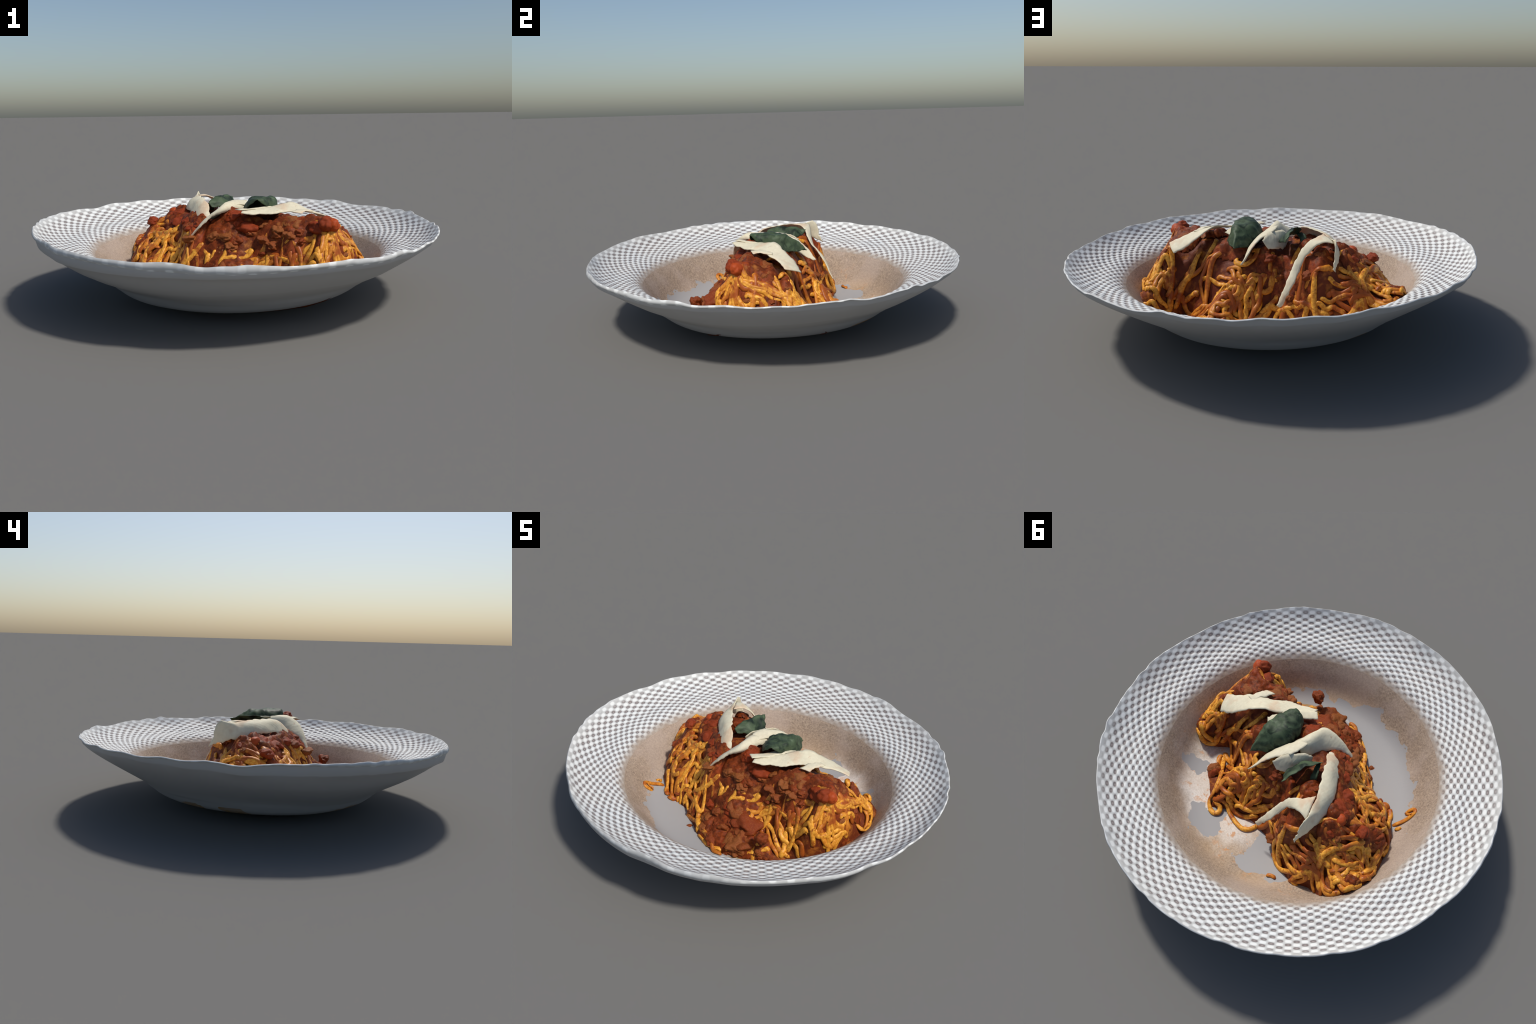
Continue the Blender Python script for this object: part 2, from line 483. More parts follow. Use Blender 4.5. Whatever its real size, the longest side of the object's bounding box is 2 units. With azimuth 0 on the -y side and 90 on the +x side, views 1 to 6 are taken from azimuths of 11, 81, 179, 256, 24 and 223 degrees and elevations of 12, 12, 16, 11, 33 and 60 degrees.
# the underside starts on the edge of the rim so that the lip is closed
Vo = [Vr[-1][::NA // no]] + Vo
fo = [f[::-1] for f in grid_faces(no, len(Vo) - 1, True)]
fo = grid_faces(no, len(Vo) - 1, True)
add("underside", make_mesh("underside", np.vstack(Vo[:-1]), fo + [tuple(range((len(Vo) - 2) * no, (len(Vo) - 1) * no))], M_CLAY), plate)



# ---------------------------------------------------------------- the food
food = bpy.data.objects.new("pasta_portion", None)
bpy.context.scene.collection.objects.link(food)
food["label"] = "long heap of noodles with meat sauce, cheese and basil"
food["category"] = "pasta dish"


PILE = []          # where meat and tomato lie: (x, y, size)


def topping(x, y):
    """0..1, how thickly the meat sauce lies at a place"""
    best = np.zeros(np.shape(x))
    for px, py, s in PILE:
        best = np.maximum(best, 1 - np.hypot(x - px, y - py) / (s * 1.55 + .02))
    return np.clip(best, 0, 1)


def heap_layer(name, mat, sink, swell, inset):
    n = 260
    xs, ys = np.linspace(-.70, .72, n), np.linspace(-.54, .49, int(n * .74))
    X, Y = np.meshgrid(xs, ys)
    D, H, T = foot_distance(X, Y), mound_height(X, Y), topping(X, Y)
    V, idx = [], -np.ones(X.shape, int)
    keep = (D > -.012) if swell == 0 else ((T > 0) & (D > -.002))
    for j, i in np.argwhere(keep):
        idx[j, i] = len(V)
        p = (X[j, i], Y[j, i], H[j, i])
        edge = min(1, max(0, D[j, i]) / .05)
        z = p[2] - sink + edge * (.012 * fbm(p, 13, 3, 4.) + .005 * fbm(p, 38, 2, 9.))
        if swell:
            z += swell * min(1, T[j, i] / .45) ** .7 * (.55 + .45 * edge) + T[j, i] ** .5 * (.018 * fbm(p, 17, 3, 1.) + .005 * abs(fbm(p, 40, 2, 2.)))
        V.append((p[0], p[1], max(z, float(plate_height(p[0], p[1])) - (.002 if D[j, i] > 0 else .006))))
    F = []
    for j in range(X.shape[0] - 1):
        for i in range(X.shape[1] - 1):
            q = (idx[j, i], idx[j, i + 1], idx[j + 1, i + 1], idx[j + 1, i])
            if min(q) >= 0:
                F.append(q)
    return add(name, make_mesh(name, V, F, mat), food)




def sweep(P, a, b, mat, name="noodle"):
    """flattened tube along P, thickness a across and b up, with rounded ends"""
    P = np.array(P)
    n, m = len(P), 9
    T = np.gradient(P, axis=0)
    T /= np.linalg.norm(T, axis=1)[:, None] + 1e-9
    V = []
    twist = rng.uniform(-.8, .8)
    ph = rng.uniform(0, 6)
    for i in range(n):
        t = i / (n - 1)
        e = 1e-4
        nx, ny = P[i][0], P[i][1]
        g = np.array([mound_height(nx - .01, ny) - mound_height(nx + .01, ny), mound_height(nx, ny - .01) - mound_height(nx, ny + .01), .02])
        g[:2] = np.clip(g[:2], -.06, .06)
        side = np.cross(T[i], g)
        side /= np.linalg.norm(side) + 1e-9
        up = np.cross(side, T[i])
        cap = math.sqrt(max(.0, 1 - max(0, abs(2 * t - 1) - .86) ** 2 / .14 ** 2)) * .85 + .15
        tw = twist * math.sin(ph + 5 * t)
        for k in range(m):
            th = 2 * PI * k / m
            u, w = math.cos(th) * a * cap, math.sin(th) * b * cap
            u, w = u * math.cos(tw) - w * math.sin(tw), u * math.sin(tw) + w * math.cos(tw)
            V.append(P[i] + side * u + up * w)
    F = grid_faces(m, n, True) + [tuple(range(m - 1, -1, -1)), tuple(range((n - 1) * m, n * m))]
    return make_mesh(name, V, F, mat)


# what has been laid so far, so that crossing noodles really pass over each other
LAID_STEP = .006
LAID = np.full((260, 200), -1.)


def laid_cells(x, y):
    return (np.clip(((np.asarray(x) + .75) / LAID_STEP).astype(int), 0, 259), np.clip(((np.asarray(y) + .6) / LAID_STEP).astype(int), 0, 199))


def strand(*pts, lift=None, a=None, loose=False, run=.035):
    """a noodle draped over the heap along the given plan curve"""
    if not loose:
        pts = [p for p in pts if foot_distance(p[0], p[1]) > (-.11 if math.hypot(p[0], p[1]) < .56 else -.03)]
    if len(pts) < 2:
        return
    pts = [np.array(p) for p in pts]
    if run and not loose:          # carry both ends on a little so that they tuck under their neighbours
        for end, inner in ((0, 1), (-1, -2)):
            d = pts[end] - pts[inner]
            q = pts[end] + d / (np.linalg.norm(d) + 1e-9) * run * rng.uniform(.5, 1.2) + np.array([rng.uniform(-.012, .012), rng.uniform(-.012, .012)])
            if foot_distance(q[0], q[1]) > .012:
                pts.insert(0, q) if end == 0 else pts.append(q)
    Q = catmull(pts, 60)
    z = mound_height(Q[:, 0], Q[:, 1])
    base = rng.uniform(-.014, -.004) if lift is None else lift
    w = a or rng.uniform(.0110, .0155)
    b = w * rng.uniform(.52, .70)
    z = np.maximum(z + base, plate_height(Q[:, 0], Q[:, 1]) + .009)
    cx, cy = laid_cells(Q[:, 0], Q[:, 1])
    over = np.minimum(LAID[cx, cy] + b * .9, z + (.008 if lift is not None else .018))
    z = np.maximum(z, over)
    for _ in range(16):
        z[1:-1] = np.maximum(.25 * z[:-2] + .5 * z[1:-1] + .25 * z[2:], z[1:-1] - .0008)
    P = np.stack([Q[:, 0], Q[:, 1], z], 1)
    for _ in range(2):
        P[1:-1] = .25 * P[:-2] + .5 * P[1:-1] + .25 * P[2:]
    s = np.r_[0, np.cumsum(np.linalg.norm(np.diff(P, axis=0), axis=1))]
    n = max(6, int(s[-1] / .008))
    u = np.linspace(0, s[-1], n)
    P = np.stack([np.interp(u, s, P[:, k]) for k in range(3)], 1)
    t = np.linspace(0, 1, n)
    for ox, oy in ((0, 0), (.006, 0), (-.006, 0), (0, .006), (0, -.006)):
        gx, gy = laid_cells(P[:, 0] + ox, P[:, 1] + oy)
        np.maximum.at(LAID, (gx, gy), P[:, 2] + b * .8)
    # ends sink into the sauce
    P[:, 2] -= .016 * np.clip(1 - np.minimum(t, 1 - t) / .12, 0, 1)
    add("noodle", sweep(P, w, b, M_NOODLE), food)


def draped(count):
    """under-layer: noodles running down the sides of the heap with lazy bends"""
    made = 0
    while made < count:
        x, y = rng.uniform(-.64, .66), rng.uniform(-.49, .43)
        d = float(foot_distance(x, y))
        if not .035 < d < .25:
            continue
        pts = [(x, y)]
        bend = rng.uniform(-1.3, 1.3)
        turn = rng.choice((-1, 1)) * rng.uniform(0, .45)
        for _ in range(rng.randint(4, 8)):
            e = .01
            gx = float(foot_distance(x + e, y) - foot_distance(x - e, y))
            gy = float(foot_distance(x, y + e) - foot_distance(x, y - e))
            a = math.atan2(-gy, -gx) + bend
            bend += turn
            x, y = x + .026 * math.cos(a), y + .026 * math.sin(a)
            if foot_distance(x, y) < .002:
                break
            pts.append((x, y))
        if len(pts) < 3:
            continue
        strand(*pts, lift=rng.uniform(-.014, -.006), run=0)
        made += 1


def coils(cx, cy, rx, ry, rot, count):
    """loose curls of pasta lying on a nest"""
    for i in range(count):
        s = rng.uniform(.45, 1.0)
        squash = rng.uniform(.55, 1.25)
        a0, turn = rng.uniform(0, 6.28), rng.choice((-1, 1)) * rng.uniform(1.6, 3.9)
        ox, oy = rng.uniform(-.75, .75) * rx, rng.uniform(-.75, .75) * ry
        n = max(5, int(abs(turn) * 1.8))
        pts = []
        for k in range(n + 1):
            a = a0 + turn * k / n
            g = s * (1 - .18 * k / n)
            u, v = ox + rx * g * math.cos(a), oy + ry * g * squash * math.sin(a)
            pts.append((cx + u * math.cos(rot) - v * math.sin(rot), cy + u * math.sin(rot) + v * math.cos(rot)))
        pts = [p for p in pts if foot_distance(*p) > .01]
        if len(pts) > 3:
            strand(*pts, lift=rng.uniform(-.008, .002), run=0)


strand((-.637, .159), (-.591, .210))
strand((-.526, -.054), (-.524, -.002), (-.471, .031), (-.418, .035))
strand((-.482, -.070), (-.452, -.040), (-.400, -.034), (-.345, -.061), (-.323, -.092), (-.336, -.130), (-.352, -.157))
strand((-.291, -.049), (-.326, -.054), (-.325, -.082), (-.283, -.102), (-.213, -.158))
strand((-.451, .011), (-.369, -.020), (-.335, -.025))
strand((-.487, -.145), (-.493, -.121), (-.446, -.130), (-.388, -.146), (-.357, -.174), (-.337, -.195), (-.272, -.240), (-.223, -.284))
strand((-.243, -.263), (-.236, -.235), (-.218, -.214), (-.193, -.206), (-.156, -.220), (-.145, -.239))
strand((-.120, -.219), (-.091, -.246), (-.092, -.264))
strand((-.186, -.205), (-.180, -.190), (-.169, -.183))
strand((-.405, -.186), (-.345, -.196), (-.304, -.225), (-.243, -.263))
strand((-.158, -.396), (-.158, -.370), (-.163, -.324))
strand((-.143, -.408), (-.070, -.459), (-.019, -.474), (.044, -.476))
strand((-.291, -.275), (-.232, -.321), (-.167, -.355))
strand((.015, -.260), (.065, -.250), (.113, -.236))
strand((.017, -.276), (.067, -.265), (.109, -.254))
strand((.101, -.379), (.117, -.319), (.166, -.282), (.225, -.281))
strand((.096, -.357), (.121, -.301), (.162, -.275), (.215, -.275))
strand((.110, -.294), (.105, -.272), (.146, -.259), (.189, -.264))
strand((.196, -.264), (.245, -.282), (.301, -.304), (.333, -.304))
strand((.207, -.262), (.256, -.280), (.309, -.296), (.336, -.298))
strand((.163, -.300), (.202, -.311), (.227, -.346), (.266, -.385), (.317, -.405))
strand((.187, -.295), (.244, -.328), (.276, -.364), (.315, -.389), (.367, -.386))
strand((.132, -.359), (.158, -.382), (.193, -.372))
strand((.172, -.317), (.212, -.370), (.251, -.408))
strand((.171, -.421), (.219, -.397))
strand((.186, -.449), (.233, -.424))
strand((.276, -.318), (.299, -.335), (.310, -.355))
strand((.252, -.307), (.272, -.333))
strand((.350, -.300), (.354, -.285), (.387, -.266), (.435, -.266), (.479, -.281), (.524, -.250), (.542, -.177))
strand((.377, -.294), (.408, -.283), (.484, -.287), (.532, -.248), (.562, -.153))
strand((.444, -.311), (.443, -.347), (.456, -.355), (.479, -.341), (.508, -.319), (.541, -.280), (.562, -.240), (.572, -.171))
strand((.475, -.294), (.481, -.315), (.479, -.332))
strand((.498, -.289), (.519, -.286), (.544, -.263))
strand((.522, -.233), (.540, -.220), (.570, -.168), (.588, -.156))
strand((.548, -.157), (.577, -.048), (.583, -.001))
strand((.555, -.187), (.574, -.110), (.586, -.050))
strand((.589, -.020), (.606, .068), (.637, .035), (.655, -.030), (.661, -.121), (.632, -.128))
strand((.608, -.026), (.634, -.036), (.646, -.080), (.639, -.111))
strand((.338, -.323), (.360, -.350), (.398, -.375), (.411, -.384))
strand((.412, -.369), (.429, -.382))
strand((.334, -.326), (.386, -.333), (.435, -.361))
strand((.345, -.333), (.395, -.349), (.442, -.362))
strand((.570, -.516))
strand((.574, -.497), (.614, -.446), (.645, -.366), (.695, -.272))
strand((.556, -.295), (.565, -.264), (.578, -.236))
strand((.517, -.330), (.552, -.282), (.571, -.250))
strand((.537, -.519))
strand((.530, -.099), (.553, -.067), (.576, -.045))
strand((.516, -.256), (.516, -.244), (.528, -.242), (.540, -.216), (.554, -.178))
strand((.525, -.237), (.534, -.194), (.547, -.156), (.559, -.117), (.572, -.079), (.586, -.041), (.587, -.001), (.588, .032))
strand((.523, -.204), (.532, -.165), (.547, -.131), (.559, -.097))
strand((.531, -.239), (.550, -.197), (.560, -.154), (.571, -.108), (.585, -.062))
strand((.463, -.354), (.461, -.348), (.462, -.322), (.479, -.294), (.488, -.273))
strand((.464, -.313), (.463, -.278))
strand((.497, -.306), (.503, -.293), (.512, -.277))
strand((.553, -.219), (.564, -.201), (.575, -.174))
strand((.554, -.042), (.573, -.018), (.552, .027))
strand((.535, -.009))
strand((.337, .074), (.304, .103), (.237, .150))
strand((.150, .162), (.192, .189), (.228, .254))
strand((-.096, .248), (-.112, .282), (-.087, .280))
strand((.257, .164), (.246, .194), (.263, .226))
strand((1.005, -.001))
strand((.527, -.082), (.548, -.074), (.566, -.066))
strand((-.156, .364), (-.197, .396), (-.154, .374))
strand((.297, .055), (.348, .070), (.341, .106), (.318, .160))
strand((.634, .120), (.574, .146), (.559, .145), (.531, .130), (.505, .107), (.501, .074), (.507, .049))
strand((.567, .141), (.560, .115), (.559, .091))
strand((.653, -.147))
strand((.531, -.021), (.564, -.005), (.630, .007), (.621, .052))
strand((.507, .049), (.507, .073), (.510, .098))
strand((.466, .051), (.440, .030), (.401, .025), (.309, .049))
strand((.468, .056), (.437, .048), (.381, .065))
strand((.482, .058), (.472, .039), (.447, .028))
strand((.670, -.194), (.680, -.218), (.669, -.244), (.650, -.234), (.653, -.199))
strand((.651, -.242), (.656, -.261), (.640, -.287))
strand((.646, -.209), (.643, -.239), (.624, -.295))
strand((.446, .101), (.402, .123), (.330, .154))
strand((.427, .163), (.441, .142), (.435, .124))
strand((.436, .111), (.382, .182), (.337, .237), (.311, .291), (.296, .338), (.293, .375), (.259, .404), (.222, .413), (.206, .390), (.219, .365), (.237, .366), (.256, .362))
strand((.301, .277), (.286, .268), (.258, .284), (.248, .315), (.240, .342), (.238, .357))
strand((.270, .277), (.254, .270), (.253, .239))
strand((.251, .206), (.235, .238), (.220, .256), (.188, .245), (.164, .222), (.157, .210))
strand((.261, .202), (.201, .203), (.164, .195))
strand((.185, .261), (.170, .268), (.134, .259), (.099, .236), (.065, .206), (.030, .179))
strand((.149, .187), (.130, .203), (.122, .220))
strand((.171, .233), (.150, .239), (.150, .253))
strand((.093, .190), (.088, .203), (.103, .218))
strand((.112, .187), (.071, .179), (.051, .185))
strand((.238, .313), (.194, .315), (.161, .330), (.122, .328), (.088, .316), (.053, .293))
strand((.238, .339), (.200, .335), (.163, .354), (.103, .371), (.055, .375), (.025, .355), (.009, .314))
strand((.223, .306), (.189, .296), (.166, .298), (.137, .295), (.094, .282), (.044, .253))
strand((.138, .301), (.105, .295), (.065, .279), (.030, .257))
strand((.082, .252), (.058, .235), (.055, .219))
strand((.050, .213), (.012, .202), (-.011, .181), (-.009, .172))
strand((-.020, .180), (-.031, .199), (-.016, .223), (.022, .242))
strand((.005, .237), (-.031, .247), (-.050, .244))
strand((.351, .164), (.296, .181), (.209, .181))
strand((.244, .125), (.217, .148), (.189, .172))
strand((.204, .130), (.161, .153))
strand((.190, -.384), (.150, -.362), (.082, -.314), (.057, -.316))
strand((.194, -.388), (.171, -.414))
strand((.048, -.500), (.003, -.499), (-.039, -.462))
strand((-.072, -.434), (-.120, -.400), (-.161, -.376), (-.187, -.334), (-.197, -.306))
strand((-.250, -.115), (-.272, -.086), (-.291, -.114))
strand((-.216, -.178), (-.183, -.296), (-.207, -.300), (-.265, -.232), (-.292, -.170))
strand((-.249, -.255), (-.265, -.282), (-.295, -.259), (-.322, -.225))
strand((-.301, -.135), (-.313, -.179), (-.357, -.185))
strand((-.258, -.098), (-.273, -.109), (-.303, -.125), (-.340, -.100), (-.372, -.127), (-.367, -.229))
strand((-.345, -.043), (-.375, -.050), (-.411, -.043))
strand((-.176, -.165), (-.207, -.160), (-.220, -.144))
strand((-.390, -.182), (-.418, -.220), (-.451, -.209))
strand((-.347, -.039), (-.382, -.040), (-.415, -.037), (-.437, .013), (-.449, .063))
strand((-.422, .084), (-.449, .083), (-.479, .090), (-.500, .115), (-.501, .133), (-.474, .159), (-.445, .182), (-.421, .204))
strand((-.356, .215), (-.367, .196), (-.393, .178), (-.422, .156))
strand((-.329, .200), (-.352, .173), (-.382, .143), (-.411, .108))
strand((-.412, -.074), (-.457, -.055), (-.474, -.067), (-.491, -.022), (-.496, .032), (-.500, .090))
strand((-.405, -.223), (-.436, -.202), (-.482, -.095))
strand((-.453, -.212), (-.483, -.177), (-.511, -.111))
strand((-.379, -.100), (-.399, -.153), (-.390, -.225))
strand((-.534, .109), (-.554, .138), (-.579, .166), (-.599, .185))
strand((-.579, .091), (-.591, .138), (-.593, .165))
strand((-.575, .031), (-.588, .067), (-.601, .112))
strand((-.496, .226), (-.501, .198), (-.517, .166), (-.537, .143))
strand((-.511, .220), (-.527, .216), (-.542, .204))
strand((-.528, .173), (-.550, .173), (-.556, .181))
strand((-.499, .223), (-.515, .230), (-.541, .220))
strand((-.438, .232), (-.473, .201), (-.498, .146), (-.526, .101))
strand((-.419, .268), (-.459, .239), (-.489, .174), (-.511, .131))
strand((-.447, .236), (-.477, .205), (-.503, .157), (-.534, .133))
strand((-.463, .244), (-.438, .280), (-.431, .320), (-.447, .349), (-.474, .374), (-.518, .405), (-.544, .401), (-.561, .381), (-.578, .364))
strand((-.444, .249), (-.415, .275), (-.412, .310), (-.428, .343), (-.451, .369), (-.495, .410), (-.506, .427))
strand((-.455, .277), (-.481, .296), (-.517, .323), (-.552, .342), (-.584, .350), (-.606, .313))
strand((-.445, .298), (-.473, .319), (-.500, .340), (-.519, .353))
strand((-.436, .251), (-.414, .296), (-.422, .331))
strand((-.410, .249), (-.396, .285), (-.382, .323), (-.377, .350), (-.386, .370), (-.390, .385))
strand((-.405, .312), (-.399, .348), (-.403, .373), (-.408, .394))
strand((-.498, .294), (-.524, .269), (-.561, .256), (-.604, .241), (-.627, .209), (-.626, .162), (-.607, .145))
strand((-.507, .299), (-.535, .277), (-.571, .263), (-.609, .247), (-.636, .207))
strand((-.548, .221), (-.569, .211), (-.596, .211), (-.621, .189))
strand((-.538, .331), (-.551, .303), (-.571, .281))
strand((-.580, .344), (-.586, .300), (-.609, .259))
strand((-.589, .349), (-.609, .305), (-.626, .267))
strand((-.465, .257), (-.497, .255), (-.525, .247), (-.548, .228))
strand((-.426, .383), (-.436, .399), (-.469, .420))
strand((-.423, .364), (-.448, .376), (-.476, .402))
strand((-.284, .341), (-.317, .346), (-.347, .343), (-.365, .342))
strand((-.287, .350), (-.309, .364), (-.329, .375))
strand((-.323, .359), (-.345, .361), (-.363, .376))
strand((-.134, .306), (-.173, .344), (-.208, .367), (-.242, .372), (-.256, .370))
strand((-.161, .342), (-.147, .352), (-.170, .378), (-.195, .401), (-.240, .417), (-.281, .416), (-.307, .411))
strand((-.245, .375), (-.280, .392), (-.324, .403), (-.363, .398), (-.383, .388))
strand((-.377, .376), (-.377, .397), (-.338, .419), (-.340, .433), (-.376, .429))
strand((-.320, .438), (-.349, .426), (-.391, .402))
strand((-.328, .300), (-.357, .295), (-.387, .297))
strand((-.336, .282), (-.370, .279), (-.393, .272))
strand((-.068, .285), (-.105, .297), (-.135, .319))
strand((-.181, .300), (-.226, .313), (-.261, .294))
strand((.431, .061), (.371, .123), (.329, .150))
strand((.279, .291), (.269, .251), (.225, .267), (.201, .254))
strand((.058, .219), (.064, .239), (.095, .270))
strand((.120, .200), (.070, .189))
strand((-.035, .269), (-.090, .303))
strand((-.121, .304), (-.150, .327), (-.196, .369))
strand((-.238, .365), (-.297, .374), (-.338, .394))
strand((-.244, .355), (-.298, .358), (-.346, .358))
strand((-.294, .325), (-.378, .333))
strand((-.381, .370), (-.436, .362), (-.457, .389))
strand((.416, .023), (.450, .038), (.463, .059))
strand((.184, .160), (.177, .190), (.139, .214), (.158, .237))
strand((.389, .014), (.403, .028), (.443, .031))
strand((.512, .053), (.499, .068), (.509, .106))
strand((.555, .071), (.538, .047), (.507, .025))
strand((.095, .207), (.120, .231), (.120, .248))
strand((-.386, .200), (-.402, .179), (-.384, .145), (-.385, .105), (-.385, .079), (-.454, .103), (-.483, .132), (-.468, .154), (-.446, .185), (-.427, .206))
strand((-.223, -.105), (-.250, -.079), (-.261, -.087), (-.260, -.106))
strand((-.313, -.040), (-.324, -.051), (-.396, -.014), (-.466, .036))
strand((-.207, -.142), (-.197, -.178), (-.203, -.185))
strand((-.232, -.128), (-.235, -.149), (-.230, -.173))
strand((-.350, .043), (-.426, .069), (-.468, .070))

# ---------------------------------------------------------------- meat, tomato, carrot
def lump_mesh(name, mat, seed, rough=.33, sub=4):
    import bmesh
    bm = bmesh.new()
    bmesh.ops.create_icosphere(bm, subdivisions=sub, radius=1)
    for v in bm.verts:
        d = 1 + rough * (1.3 * fbm(v.co, 1.1, 2, seed) + .55 * fbm(v.co, 2.6, 2, seed + 5) + .14 * fbm(v.co, 7, 2, seed + 9))
        v.co *= d
    me = bpy.data.meshes.new(name)
    bm.to_mesh(me)
    bm.free()
    me.polygons.foreach_set("use_smooth", [True] * len(me.polygons))
    me.materials.append(mat)
    return me


MINCE = [lump_mesh("meat_crumb", M_MEAT, 3.1 * i + 1) for i in range(6)]
REDS = [lump_mesh("tomato_piece", M_TOMATO, 2.3 * i + 40, .22) for i in range(4)]


def lump(kind, x, y, size, dz=0., flat=.75, z=None):
    if z is None and foot_distance(x, y) < .012:
        return
    me = rng.choice(MINCE if kind == "meat_crumb" else REDS)
    ob = add(kind, me, food)
    zz = float(mound_height(x, y)) if z is None else z
    ob.location = (x, y, zz - size * .55 + dz)
    if z is None:
        ob.location.z = max(ob.location.z, float(plate_height(x, y)) + size * flat * .8)
    PILE.append((x, y, size))
    ob.scale = (size * rng.uniform(.9, 1.35), size * rng.uniform(.9, 1.35), size * flat * rng.uniform(.85, 1.15))
    ob.rotation_euler = (rng.uniform(-.4, .4), rng.uniform(-.4, .4), rng.uniform(0, 6.28))


lump("meat_crumb", -.590, .293, .025)
lump("meat_crumb", -.227, -.095, .031)
lump("meat_crumb", -.012, -.212, .029)
lump("meat_crumb", .048, -.219, .026)
lump("meat_crumb", -.077, -.194, .027)
lump("meat_crumb", .019, -.242, .023)
lump("meat_crumb", .176, -.182, .023)
lump("meat_crumb", .179, -.225, .032)
lump("meat_crumb", .246, -.216, .031)
lump("meat_crumb", .303, -.201, .031)
lump("meat_crumb", .224, -.245, .031)
lump("meat_crumb", .305, -.258, .028)
lump("meat_crumb", .349, -.243, .025)
lump("meat_crumb", .367, -.202, .022)
lump("meat_crumb", .392, -.171, .025)
lump("meat_crumb", .434, -.182, .025)
lump("meat_crumb", .462, -.118, .031)
lump("meat_crumb", .504, -.123, .023)
lump("meat_crumb", .362, -.266, .020)
lump("meat_crumb", .177, -.254, .017)
lump("meat_crumb", -.117, -.328, .033)
lump("meat_crumb", -.048, -.361, .030)
lump("meat_crumb", .025, -.353, .029)
lump("meat_crumb", .102, -.431, .052)
lump("meat_crumb", .042, -.385, .026)
lump("meat_crumb", .238, -.447, .031)
lump("meat_crumb", -.003, -.428, .029)
lump("meat_crumb", -.390, -.199, .018)
lump("meat_crumb", -.261, -.285, .017)
lump("meat_crumb", .116, -.192, .023)
lump("tomato_piece", -.339, .104, .039)
lump("tomato_piece", .012, -.140, .041)
lump("tomato_piece", .044, -.161, .029)
lump("tomato_piece", -.139, -.263, .033)
lump("tomato_piece", -.001, -.306, .035)
lump("tomato_piece", -.166, -.139, .024)
lump("tomato_piece", -.340, .037, .029)
lump("meat_crumb", .435, -.119, .037)
lump("meat_crumb", .312, -.188, .045)
lump("meat_crumb", .415, -.200, .037)
lump("meat_crumb", .448, -.418, .041)
lump("meat_crumb", .244, -.227, .033)
lump("meat_crumb", .218, -.439, .025)
lump("meat_crumb", .153, -.511, .041)
lump("meat_crumb", .106, -.389, .039)
lump("meat_crumb", .054, -.415, .039)
lump("meat_crumb", -.030, -.428, .039)
lump("meat_crumb", -.074, -.308, .038)
lump("meat_crumb", -.112, -.369, .035)
lump("meat_crumb", -.195, -.178, .032)
lump("meat_crumb", -.166, -.129, .025)
lump("meat_crumb", .017, .143, .028)
lump("meat_crumb", -.049, .170, .031)
lump("meat_crumb", -.183, .120, .031)
lump("meat_crumb", .414, .219, .029)
lump("meat_crumb", -.040, .320, .029)
lump("meat_crumb", -.533, .045, .032)
lump("meat_crumb", -.166, .278, .029)
lump("meat_crumb", -.082, .259, .025)
lump("meat_crumb", -.226, .252, .023)
lump("meat_crumb", -.118, .327, .026)
lump("meat_crumb", -.419, .205, .022)
lump("tomato_piece", .090, -.165, .048)
lump("tomato_piece", .010, -.133, .039)
lump("tomato_piece", -.243, -.045, .038)
lump("tomato_piece", -.303, .014, .039)
lump("tomato_piece", -.313, .092, .036)
lump("tomato_piece", -.372, .102, .030)
lump("tomato_piece", -.377, .215, .028)
lump("tomato_piece", .227, .007, .036)
lump("tomato_piece", .152, .040, .035)
lump("tomato_piece", -.212, -.112, .031)
lump("meat_crumb", -.342, -.346, .022)
lump("meat_crumb", -.535, -.280, .021)
lump("meat_crumb", .017, -.258, .013)
lump("meat_crumb", .492, -.166, .016)
lump("meat_crumb", .497, -.126, .016)
lump("meat_crumb", .560, -.027, .016)
lump("meat_crumb", .582, -.110, .014)
lump("meat_crumb", .560, -.225, .014)
lump("meat_crumb", -.280, -.417, .015)
lump("meat_crumb", .236, -.448, .029, dz=.006, flat=1.0, z=.19)

for x, y, s in ((.09, -.33, .075), (.03, -.30, .06), (.13, -.41, .07), (.06, -.41, .06), (.0, -.36, .05), (.20, -.42, .05)):
    lump("meat_crumb", x, y, s * .8, flat=.8, dz=-.012)
lump("tomato_piece", .475, -.272, .034, z=.428, flat=1.2)
lump("tomato_piece", .45, -.235, .05, z=.405)
lump("tomato_piece", -.49, .105, .035, z=.37)
cm = lump_mesh("carrot_piece", M_CARROT, 77., .12)
for x, y, z, s in ((.503, -.262, .405, .038), (-.385, .145, .39, .034), (-.12, .20, .28, .026)):
    ob = add("carrot_piece", cm, food)
    ob.location, ob.scale = (x, y, z), (s, s * .85, s * .8)
    ob.rotation_euler = (.6, .4, s * 60)
heap_layer("pasta_core", M_CREVICE_SHADE, .024, 0, 0)
heap_layer("sauce", M_SAUCE, .024, .032, 0)
draped(62)
for nest in ((-.47, .22, .11, .09, .4, 10), (.20, .245, .075, .06, 0, 7), (.54, .02, .07, .10, .2, 7), (.50, -.19, .10, .07, -.6, 8), (-.44, -.05, .09, .07, 1.2, 7), (.33, -.30, .08, .06, 0, 5)):
    coils(*nest)

